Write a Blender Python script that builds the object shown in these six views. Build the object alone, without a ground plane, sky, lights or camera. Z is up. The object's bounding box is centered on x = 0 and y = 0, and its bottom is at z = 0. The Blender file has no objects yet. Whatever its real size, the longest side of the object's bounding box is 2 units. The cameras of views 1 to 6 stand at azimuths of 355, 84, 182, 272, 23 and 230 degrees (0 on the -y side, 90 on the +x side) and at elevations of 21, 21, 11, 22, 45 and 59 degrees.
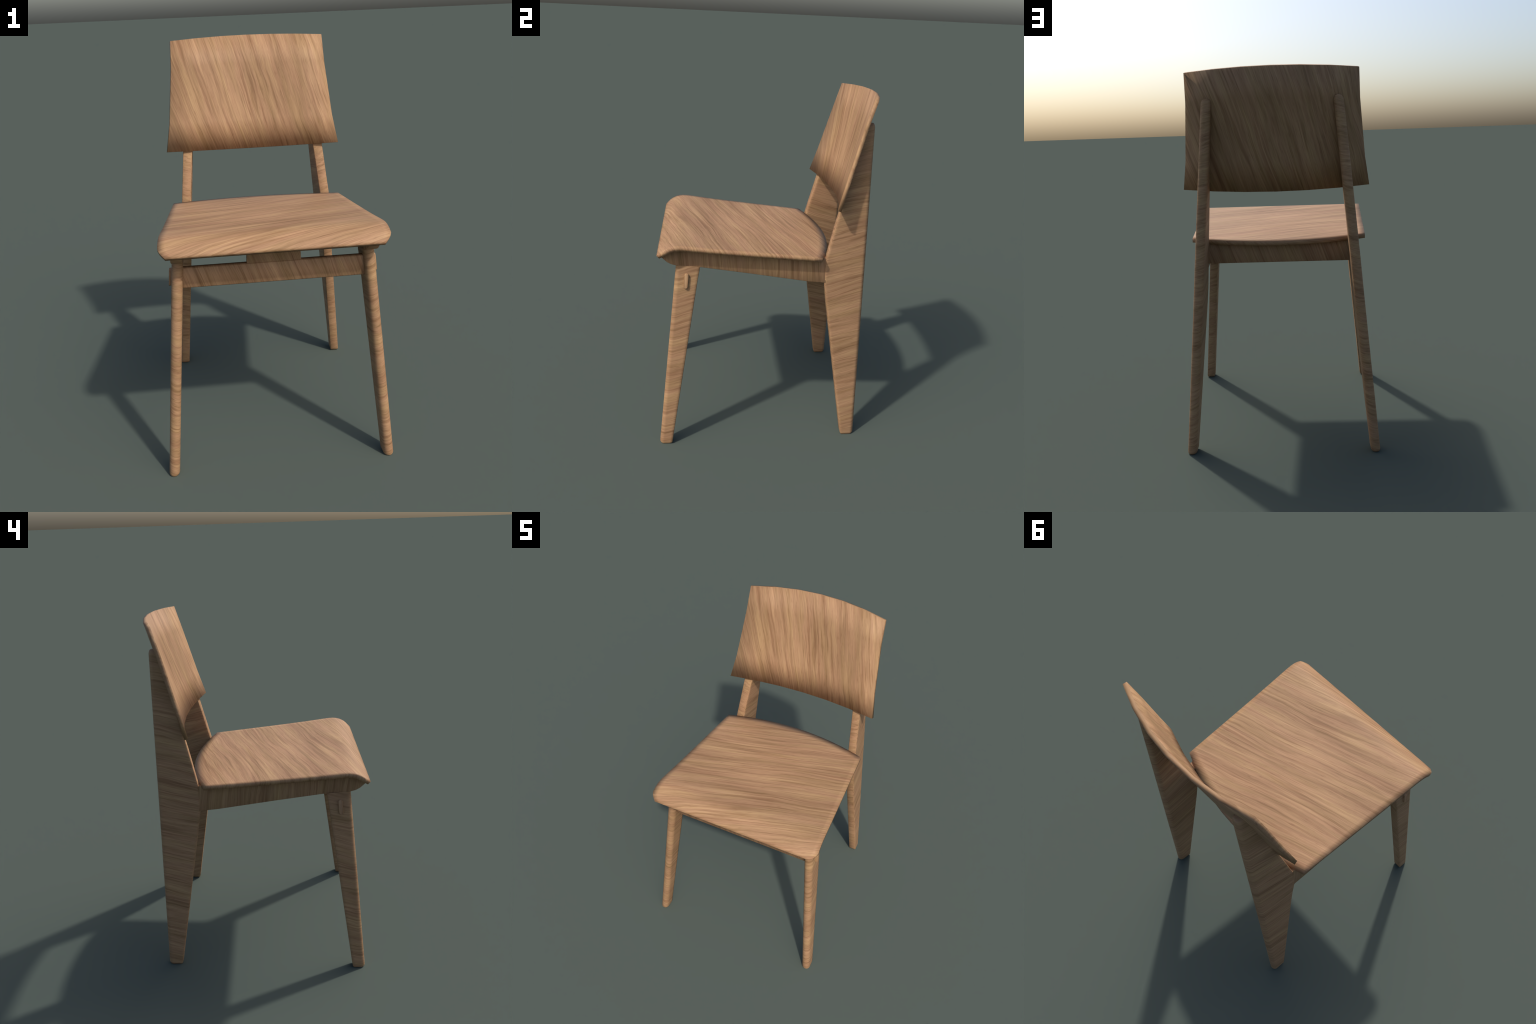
"""A bent-plywood and solid-wood dining chair, built part by part."""
import bpy, bmesh, math
from mathutils import Vector

# ------------------------------------------------------------------ materials
def rgb(r, g, b):
    return (r, g, b, 1.0)

def wood_group():
    """Oak veneer: input 'Grain' = (along the grain, across the grain, depth)."""
    g = bpy.data.node_groups.new("oak_grain", "ShaderNodeTree")
    g.interface.new_socket("Grain", in_out="INPUT", socket_type="NodeSocketVector")
    g.interface.new_socket("Shader", in_out="OUTPUT", socket_type="NodeSocketShader")
    N, L = g.nodes, g.links
    gi = N.new("NodeGroupInput"); go = N.new("NodeGroupOutput")

    def mapping(src, scale):
        m = N.new("ShaderNodeMapping"); m.inputs["Scale"].default_value = scale
        L.new(src, m.inputs["Vector"]); return m.outputs[0]

    def noise(src, detail=2.0, rough=0.5):
        n = N.new("ShaderNodeTexNoise"); n.inputs["Scale"].default_value = 1.0
        n.inputs["Detail"].default_value = detail; n.inputs["Roughness"].default_value = rough
        L.new(src, n.inputs["Vector"]); return n.outputs["Fac"]

    def math_(op, a, b=None, clamp=False):
        m = N.new("ShaderNodeMath"); m.operation = op; m.use_clamp = clamp
        for i, v in enumerate((a, b)):
            if v is None: continue
            if isinstance(v, (int, float)): m.inputs[i].default_value = v
            else: L.new(v, m.inputs[i])
        return m.outputs[0]

    def ramp(src, stops):
        r = N.new("ShaderNodeValToRGB")
        e = r.color_ramp.elements
        while len(e) < len(stops): e.new(0.5)
        for el, (p, c) in zip(e, stops): el.position = p; el.color = c
        L.new(src, r.inputs[0]); return r.outputs[0]

    def mix(fac, a, b, mode="MIX"):
        m = N.new("ShaderNodeMix"); m.data_type = "RGBA"; m.blend_type = mode
        for sock, v in ((m.inputs[0], fac), (m.inputs[6], a), (m.inputs[7], b)):
            if isinstance(v, (int, float, tuple)): sock.default_value = v
            else: L.new(v, sock)
        return m.outputs[2]

    # gentle waviness of the grain
    sep = N.new("ShaderNodeSeparateXYZ"); L.new(gi.outputs[0], sep.inputs[0])
    w1 = noise(mapping(gi.outputs[0], (1.7, 4.0, 4.0)), 1.5)
    w2 = noise(mapping(gi.outputs[0], (10.0, 26.0, 12.0)), 1.5)
    v = math_("ADD", sep.outputs[1], math_("MULTIPLY", math_("SUBTRACT", w1, 0.5), WAVE))
    v = math_("ADD", v, math_("MULTIPLY", math_("SUBTRACT", w2, 0.5), 0.0075))
    com = N.new("ShaderNodeCombineXYZ")
    L.new(sep.outputs[0], com.inputs[0]); L.new(v, com.inputs[1]); L.new(sep.outputs[2], com.inputs[2])
    P = com.outputs[0]

    broad = noise(mapping(P, (1.6, 12.0, 4.0)), 2.0)
    streak = noise(mapping(P, (1.9, 54.0, 8.0)), 3.0, 0.6)
    fine = noise(mapping(P, (5.0, 190.0, 30.0)), 2.0, 0.65)
    hue = noise(mapping(P, (2.4, 24.0, 6.0)), 2.5)
    pore = noise(mapping(P, (20.0, 280.0, 60.0)), 1.0)
    dark = noise(mapping(P, (1.9, 84.0, 9.0)), 2.0)

    t = math_("ADD", math_("MULTIPLY", broad, 0.26), math_("MULTIPLY", streak, 0.42))
    t = math_("ADD", t, math_("MULTIPLY", fine, 0.32))
    col = ramp(t, [(0.34, rgb(*DARK)), (0.50, rgb(*MID)), (0.66, rgb(*LIGHT))])
    # pinkish and yellowish bands
    pink = ramp(hue, [(0.44, rgb(0, 0, 0)), (0.62, rgb(1, 1, 1))])
    col = mix(math_("MULTIPLY", pink, 0.45), col, mix(1.0, col, rgb(1.02, 0.93, 1.0), "MULTIPLY"))
    yel = ramp(hue, [(0.36, rgb(1, 1, 1)), (0.50, rgb(0, 0, 0))])
    col = mix(math_("MULTIPLY", yel, 0.45), col, mix(1.0, col, rgb(1.0, 1.02, 0.92), "MULTIPLY"))
    # narrow late-wood lines and short dark pores
    late = ramp(dark, [(0.52, rgb(0, 0, 0)), (0.61, rgb(1, 1, 1))])
    zone = noise(mapping(P, (2.2, 10.0, 4.0)), 1.0)          # calm and busy zones of the figure
    zone = math_("ADD", 0.42, math_("MULTIPLY", math_("SUBTRACT", zone, 0.30, True), 2.0), True)
    late = math_("MULTIPLY", late, zone)
    col = mix(math_("MULTIPLY", late, 0.82), col, mix(1.0, col, rgb(0.74, 0.68, 0.63), "MULTIPLY"))
    flecks = ramp(pore, [(0.62, rgb(0, 0, 0)), (0.74, rgb(1, 1, 1))])
    col = mix(math_("MULTIPLY", flecks, 0.55), col, mix(1.0, col, rgb(0.70, 0.62, 0.58), "MULTIPLY"))

    h = math_("ADD", math_("MULTIPLY", streak, 0.6), math_("MULTIPLY", fine, 0.4))
    bump = N.new("ShaderNodeBump"); bump.inputs["Strength"].default_value = 0.16
    bump.inputs["Distance"].default_value = 0.004
    L.new(h, bump.inputs["Height"])
    bs = N.new("ShaderNodeBsdfPrincipled")
    bs.inputs["Roughness"].default_value = 0.62
    bs.inputs["Specular IOR Level"].default_value = 0.25
    L.new(col, bs.inputs["Base Color"]); L.new(bump.outputs[0], bs.inputs["Normal"])
    L.new(bs.outputs[0], go.inputs[0])
    return g

WAVE = 0.070
DARK = (0.210, 0.120, 0.057)
MID = (0.310, 0.182, 0.095)
LIGHT = (0.410, 0.255, 0.131)
GROUP = wood_group()

def wood(name, along, across, offset=(0, 0, 0), back_across=None, edge=None):
    """Grain given by two direction vectors in object space; faces that look to +y may
    carry a second veneer (back_across) with its own slant."""
    m = bpy.data.materials.new(name); m.use_nodes = True
    N, L = m.node_tree.nodes, m.node_tree.links
    N.clear()
    tc = N.new("ShaderNodeTexCoord")
    def dot(vec):
        d = N.new("ShaderNodeVectorMath"); d.operation = "DOT_PRODUCT"
        d.inputs[1].default_value = vec; L.new(tc.outputs["Object"], d.inputs[0])
        return d.outputs["Value"]
    a = Vector(along); b = Vector(across)
    u, v = dot(a), dot(b)
    if back_across is not None:
        sx = N.new("ShaderNodeSeparateXYZ"); L.new(tc.outputs["Normal"], sx.inputs[0])
        gt = N.new("ShaderNodeMath"); gt.operation = "GREATER_THAN"; gt.inputs[1].default_value = 0.25
        L.new(sx.outputs[1], gt.inputs[0])
        mx = N.new("ShaderNodeMix"); mx.data_type = "FLOAT"
        L.new(gt.outputs[0], mx.inputs[0]); L.new(v, mx.inputs[2]); L.new(dot(Vector(back_across)), mx.inputs[3])
        v = mx.outputs[0]
        # long veneer lines on the thin top and bottom edges
        geo = N.new("ShaderNodeNewGeometry"); sz = N.new("ShaderNodeSeparateXYZ")
        L.new(geo.outputs["True Normal"], sz.inputs[0])
        ab = N.new("ShaderNodeMath"); ab.operation = "ABSOLUTE"; L.new(sz.outputs[2], ab.inputs[0])
        ge = N.new("ShaderNodeMath"); ge.operation = "GREATER_THAN"; ge.inputs[1].default_value = 0.7
        L.new(ab.outputs[0], ge.inputs[0])
        me_ = N.new("ShaderNodeMix"); me_.data_type = "FLOAT"
        L.new(ge.outputs[0], me_.inputs[0]); L.new(v, me_.inputs[2]); L.new(dot(Vector((0.05, 0, 0))), me_.inputs[3])
        v = me_.outputs[0]
    if edge is not None:
        # slant measured from the rounded edge, mirrored between outer and inner face
        ev, ec, xv, xc = edge
        def m2(op, p, q, clamp=False):
            n = N.new("ShaderNodeMath"); n.operation = op; n.use_clamp = clamp
            for i, k in enumerate((p, q)):
                if isinstance(k, (int, float)): n.inputs[i].default_value = k
                else: L.new(k, n.inputs[i])
            return n.outputs[0]
        geo = N.new("ShaderNodeNewGeometry")
        nn = N.new("ShaderNodeSeparateXYZ"); L.new(geo.outputs["True Normal"], nn.inputs[0])
        pp = N.new("ShaderNodeSeparateXYZ"); L.new(tc.outputs["Object"], pp.inputs[0])
        side = m2("SUBTRACT", m2("MULTIPLY", m2("GREATER_THAN", pp.outputs[0], 0.0), 2.0), 1.0)
        out = m2("MULTIPLY", m2("MULTIPLY", nn.outputs[0], side), 1.6)
        out = m2("MINIMUM", m2("MAXIMUM", out, -1.0), 1.0)
        y_rel = m2("ADD", dot(Vector(ev)), ec)
        v = m2("SUBTRACT", v, m2("MULTIPLY", m2("MULTIPLY", y_rel, out), 0.27))
        x_rel = m2("ADD", m2("ADD", m2("MULTIPLY", pp.outputs[0], side), m2("MULTIPLY", pp.outputs[2], xv)), -xc)
        v = m2("ADD", v, m2("MULTIPLY", m2("MULTIPLY", x_rel, nn.outputs[1]), 0.30))
    w = dot(a.cross(b))
    c = N.new("ShaderNodeCombineXYZ")
    for i, s in enumerate((u, v, w)): L.new(s, c.inputs[i])
    ad = N.new("ShaderNodeVectorMath"); ad.operation = "ADD"; ad.inputs[1].default_value = offset
    L.new(c.outputs[0], ad.inputs[0])
    g = N.new("ShaderNodeGroup"); g.node_tree = GROUP; L.new(ad.outputs[0], g.inputs[0])
    o = N.new("ShaderNodeOutputMaterial"); L.new(g.outputs[0], o.inputs[0])
    return m

SLANT = math.radians(17)          # veneer is laid 17 degrees off square
cs, sn = math.cos(SLANT), math.sin(SLANT)
M_SEAT = wood("seat_oak", (cs, sn, 0), (-sn, cs, 0.35), (0.3, 1.7, 0))
M_BACK = wood("backrest_oak", (-0.29, 0, 0.957), (0.957, 0.0, 0.29), (3.1, 0.4, 0), (0.957, 0.0, -0.29))
M_REAR_LEG = wood("rear_leg_oak", (0.2, 0.957, 0.0), (0, 0, 1), (7.7, 2.3, 0), None, ((0, 1, 0.0057), -0.5575, 0.0938, 0.4925))
M_FRONT_LEG = wood("front_leg_oak", (0.2, 0.957, 0.0), (0, 0, 1), (2.7, 9.3, 0), None, ((0, 1, -0.0905), 0.602, 0.0955, 0.540))
M_SIDE = wood("side_rail_oak", (0, -0.10, 0.995), (0.0, 0.995, 0.10), (1.7, 5.4, 2))
M_FRONT = wood("front_rail_oak", (-0.33, 0, 0.94), (0.94, 0.0, 0.33), (9.2, 3.3, 1))
M_REAR = wood("rear_rail_oak", (0.33, 0, 0.94), (0.94, 0.0, -0.33), (4.2, 8.3, 1))
M_PEG = wood("tenon_oak", (0, 0.1, 0.99), (0.2, 0.97, -0.1), (2.2, 6.3, 1))

# ------------------------------------------------------------------ mesh helpers
def make(name, bm, mat, parent, sharp=None):
    bmesh.ops.remove_doubles(bm, verts=bm.verts, dist=1e-6)
    bmesh.ops.recalc_face_normals(bm, faces=bm.faces)
    for f in bm.faces: f.smooth = True
    if sharp is not None:
        for e in bm.edges:
            if len(e.link_faces) == 2 and e.calc_face_angle(0) > sharp: e.smooth = False
    me = bpy.data.meshes.new(name); bm.to_mesh(me); bm.free()
    ob = bpy.data.objects.new(name, me); me.materials.append(mat)
    bpy.context.scene.collection.objects.link(ob); ob.parent = parent
    return ob

def shell(bm, front, back):
    """Closed sheet from two equal grids of points (rows x columns)."""
    R, C = len(front), len(front[0])
    F = [[bm.verts.new(p) for p in r] for r in front]
    K = [[bm.verts.new(p) for p in r] for r in back]
    for i in range(R - 1):
        for j in range(C - 1):
            bm.faces.new((F[i][j], F[i][j+1], F[i+1][j+1], F[i+1][j]))
            bm.faces.new((K[i][j], K[i+1][j], K[i+1][j+1], K[i][j+1]))
    for i in range(R - 1):
        for j in (0, C - 1): bm.faces.new((F[i][j], F[i+1][j], K[i+1][j], K[i][j]))
    for j in range(C - 1):
        for i in (0, R - 1): bm.faces.new((F[i][j], F[i][j+1], K[i][j+1], K[i][j]))

def loft(bm, rings):
    V = [[bm.verts.new(p) for p in r] for r in rings]
    n = len(V[0])
    for a, b in zip(V, V[1:]):
        for i in range(n): bm.faces.new((a[i], a[(i+1) % n], b[(i+1) % n], b[i]))
    bm.faces.new(V[0]); bm.faces.new(V[-1])

def lerp_table(tab, z):
    tab = sorted(tab)
    if z <= tab[0][0]: return tab[0][1]
    for (a, va), (b, vb) in zip(tab, tab[1:]):
        if z <= b: return va + (vb - va) * (z - a) / (b - a)
    return tab[-1][1]

def offset_grid(g, dist):
    """Push a grid of points along its own surface normal."""
    R, C = len(g), len(g[0]); out = []
    for i in range(R):
        row = []
        for j in range(C):
            du = g[i][min(j+1, C-1)] - g[i][max(j-1, 0)]
            dv = g[min(i+1, R-1)][j] - g[max(i-1, 0)][j]
            row.append(g[i][j] + du.cross(dv).normalized() * dist)
        out.append(row)
    return out

# ------------------------------------------------------------------ the chair
chair = bpy.data.objects.new("wooden_chair", None)
bpy.context.scene.collection.objects.link(chair)
chair["label"] = "oak dining chair with curved plywood seat and backrest"
chair["category"] = "chair"

# ---- backrest: a thin sheet bent backwards, wider at the bottom, few broad facets
def back_point(u, t):
    hw = lerp_table(BK_HALF, t); y0 = lerp_table(BK_Y, t)
    z = 1.986 + (1.412 - 1.986) * t
    bow = 1 - u * u
    sag = 0.077 - 0.007 * t
    lift = 0.013 - 0.029 * t
    return Vector((u * hw, y0 + sag * bow, z + lift * bow))
BK_HALF = [(0, 0.416), (0.244, 0.423), (0.74, 0.453), (1, 0.479)]
BK_Y = [(0, 0.513), (0.244, 0.4725), (0.74, 0.3965), (1, 0.354)]
front = [[back_point(-1 + j / 3, t) for j in range(7)] for t in (0, 0.244, 0.5, 0.74, 1.0)]
bm = bmesh.new(); shell(bm, front, offset_grid(front, 0.020))
backrest = make("backrest", bm, M_BACK, chair)
# lower-edge normals tipped down to darken the bottom band; the mesh stays square-edged
me = backrest.data
nrm = []
for v in me.vertices:
    n = v.normal.copy()
    edge_z = 1.412 - 0.016 * (1 - (v.co.x / 0.479) ** 2)
    if abs(v.co.z - edge_z) < 0.03: n = (n + Vector((0, 0.02, -0.20))).normalized()
    nrm.append(n)
me.normals_split_custom_set_from_vertices(nrm)

# ---- seat: flat sheet, rear edge bowed, front lip rolled down, front corners clipped
SEAT_PROFILE = [(0.295, 1.134), (-0.04, 1.164), (-0.287, 1.187), (-0.43, 1.204), (-0.482, 1.209),
                (-0.511, 1.207), (-0.538, 1.1995), (-0.563, 1.187), (-0.586, 1.169), (-0.606, 1.151)]
def smooth_profile(y):
    return lerp_table(SEAT_PROFILE, y)
def seat_half(y):
    w = 0.4832 - 0.0525 * y
    lim = -0.568
    if y < lim: w -= 0.034 * ((lim - y) / 0.038) ** 1.5
    return w
def seat_grid(inset):
    ys = [0.295, 0.250, 0.13, -0.04, -0.20, -0.32, -0.43, -0.465, -0.49, -0.515, -0.538, -0.553, -0.568,
          -0.582, -0.595, -0.606]
    us = [0.0, 0.17, 0.34, 0.5, 0.65, 0.80, 0.935, 1.0]
    us = [-u for u in reversed(us[1:])] + us
    g = []
    for y in ys:
        row = []
        for u in us:
            k = max(0.0, (y + 0.2) / 0.495)
            yy = y + 0.091 * (1 - u * u) * k
            zz = smooth_profile(y) - 0.0125 * (1 - u * u) * k * k
            row.append(Vector((u * seat_half(y), yy, zz)))
        g.append(row)
    return g
top = seat_grid(0)
bm = bmesh.new(); shell(bm, top, offset_grid(top, 0.021))
seat = make("seat", bm, M_SEAT, chair)
# shading gradient along sides and dark rear edge, made by bent normals, no rounding
rows, cols = len(top), len(top[0])
nrm = [v.normal.copy() for v in seat.data.vertices]
for i in range(rows - 3):
    for j in range(cols):
        out = Vector((0, 0, 0))
        if i == 0: out += Vector((0.35 * top[i][j].x, 1, 0))
        if j == 0: out += Vector((-1, 0, 0))
        if j == cols - 1: out += Vector((1, 0, 0))
        if out.length > 0:
            k = 1.0 if i == 0 else 0.75
            nrm[i * cols + j] = (Vector((0, 0, 0.5)) + k * out.normalized()).normalized()
seat.data.normals_split_custom_set_from_vertices(nrm)

# ---- tapered board legs, leaning inwards; one long edge is rounded
def leg_section(yf, yr, xo, thick, z, round_front, s, shrink=1.0, toe=0.0):
    """Closed outline at one height; s = +1 right, -1 left."""
    h = thick / 2 * shrink; xc = xo - thick / 2
    c = 0.003 * shrink
    if round_front: tip, flat, d = yf, yr, 1
    else: tip, flat, d = yr, yf, -1
    r = thick / 2 * shrink
    pts = []
    for k in range(13):
        a = math.pi * k / 12
        pts.append((xc - h * math.cos(a), tip + d * (r - r * math.sin(a))))
    g = 0.016
    pts += [(xc + h, flat - d * g), (xc + h, flat - d * c), (xc + h - c, flat), (xc - h + c, flat),
            (xc - h, flat - d * c), (xc - h, flat - d * g)]
    pts = pts[:13] + [(x, y - 1.8 * toe * (x - xc)) for x, y in pts[13:]]   # front edge turns inwards
    return [Vector((s * (x + toe * (tip - y)), y, z)) for x, y in pts]

REAR_T = 0.050
REAR_FRONT = [(0, 0.482), (0.974, 0.324), (1.112, 0.327), (1.86, 0.4945)]
def rear_leg(s):
    rings = []
    def ring(z, sh=1.0, dy=0.0, foot=0.0):
        yf = lerp_table(REAR_FRONT, z) + foot; yr = 0.5625 - 0.0057 * z - dy - foot
        rings.append(leg_section(yf, yr, 0.5185 - 0.0938 * z, REAR_T, z, False, s, sh,
                                 0.042 * min(max((z - 0.85) / 0.2, 0), 1)))
    ring(0.0, 0.82, 0, 0.005); ring(0.006, 0.95, 0, 0.0015); ring(0.012)
    for k in range(1, 12): ring(0.012 + (0.974 - 0.012) * k / 11)
    ring(1.04); ring(1.112)
    for k in range(1, 8): ring(1.112 + (1.832 - 1.112) * k / 7)
    for a in (20, 40, 58, 74, 86):
        a = math.radians(a); ring(1.832 + 0.026 * math.sin(a), max(math.cos(a), 0.15) ** 0.8, 0.012 * (1 - math.cos(a)))
    for r in rings:                       # upper front edge is let into the bent sheet
        for p in r:
            if p.z > 1.385:
                t = (1.986 - p.z) / 0.574
                for _ in range(3):
                    u = p.x / lerp_table(BK_HALF, t)
                    t = (1.986 + (0.013 - 0.029 * t) * (1 - u * u) - p.z) / 0.574
                p.y = max(p.y, back_point(u, min(max(t, 0), 1)).y + 0.010)
    bm = bmesh.new(); loft(bm, rings)
    return make("rear_leg", bm, M_REAR_LEG, chair, math.radians(62))

# ---- side rails: boards under the seat, top following it, front end swept up
RAIL_BOTTOM = [(0.330, 0.9735), (0.224, 0.985), (-0.10, 1.036), (-0.376, 1.077), (-0.504, 1.088),
               (-0.530, 1.0955), (-0.552, 1.1075), (-0.580, 1.133)]
FRONT_T = 0.052
def front_leg(s):
    rings = []
    def ring(z, sh=1.0, foot=0.0):
        yf = -0.604 + 0.0905 * z + foot; yr = -0.532 + 0.1445 * z - foot
        rings.append(leg_section(yf, yr, 0.566 - 0.0955 * z, FRONT_T, z, True, s, sh))
    ring(0.0, 0.82, 0.005); ring(0.006, 0.95, 0.0015); ring(0.012)
    for k in range(1, 15): ring(0.012 + (1.092 - 0.012) * k / 14)
    for p in rings[-1]: p.z = lerp_table(RAIL_BOTTOM, p.y) + 0.0015
    bm = bmesh.new(); loft(bm, rings)
    leg = make("front_leg", bm, M_FRONT_LEG, chair, math.radians(50))
    # through-tenon of the front rail: a small pill standing proud of the leg
    bm = bmesh.new()
    loops = []
    for dx, sc in ((-0.03, 1.0), (0.0095, 1.0), (0.0120, 0.84)):
        lp = []
        for k in range(20):
            a = 2 * math.pi * k / 20
            w = 0.0125 * sc; hz = 0.0295
            py = w * math.cos(a); pz = w * math.sin(a) + (hz if math.sin(a) >= 0 else -hz)
            z = 1.002 + pz; y = -0.450 + py + 0.08 * pz
            lp.append(Vector((s * (0.566 - 0.0955 * z + dx), y, z)))
        loops.append(lp)
    loft(bm, loops)
    make("tenon", bm, M_PEG, leg, math.radians(50))
    return leg

def side_rail(s):
    ys = [0.330, 0.28, 0.224, 0.10, 0.0, -0.10, -0.24, -0.376, -0.45, -0.504, -0.518, -0.530, -0.542,
          -0.552, -0.566, -0.580]
    rings = []
    for y in ys:
        xo = 0.4285 + 0.0475 * (0.33 - y)
        zb = lerp_table(RAIL_BOTTOM, y); zt = max(smooth_profile(min(y, 0.295)) - 0.014, zb + 0.004)
        zt = 1.118 if y > 0.32 else zt
        xi = xo - 0.050; c = 0.002
        rings.append([Vector((s * (x - 0.0945 * (z - 1.03)), y, z)) for x, z in
                      ((xi, zb + c), (xi + c, zb), (xo - c, zb), (xo, zb + c), (xo, zt), (xi, zt))])
    bm = bmesh.new(); loft(bm, rings)
    return make("side_rail", bm, M_SIDE, chair, math.radians(62))

for s in (1, -1):
    rear_leg(s); front_leg(s); side_rail(s)

# ---- cross rails
def board(name, x0b, x0t, y0, y1, z0, z1, mat, parent, c=0.003, tilt=0.0):
    """Upright board across the chair; half width x0b at the bottom, x0t at the top."""
    rings = []
    for sx in (-1, 1):
        sec = [(y0, z0 + c), (y0 + c, z0), (y1 - c, z0), (y1, z0 + c), (y1, z1 - c), (y1 - c, z1), (y0 + c, z1), (y0, z1 - c)]
        rings.append([Vector((sx * (x0b + (x0t - x0b) * (z - z0) / (z1 - z0)), y + tilt * (z - z0), z)) for y, z in sec])
    bm = bmesh.new(); loft(bm, rings)
    return make(name, bm, mat, parent, math.radians(62))

rail = board("front_rail", 0.440, 0.430, -0.478, -0.446, 0.9505, 1.0485, M_FRONT, chair, 0.004)
board("spacer_block", 0.125, 0.120, -0.4765, -0.448, 1.0490, 1.188, M_FRONT, rail, 0.002)
board("rear_rail", 0.392, 0.382, 0.272, 0.316, 0.997, 1.116, M_REAR, chair)
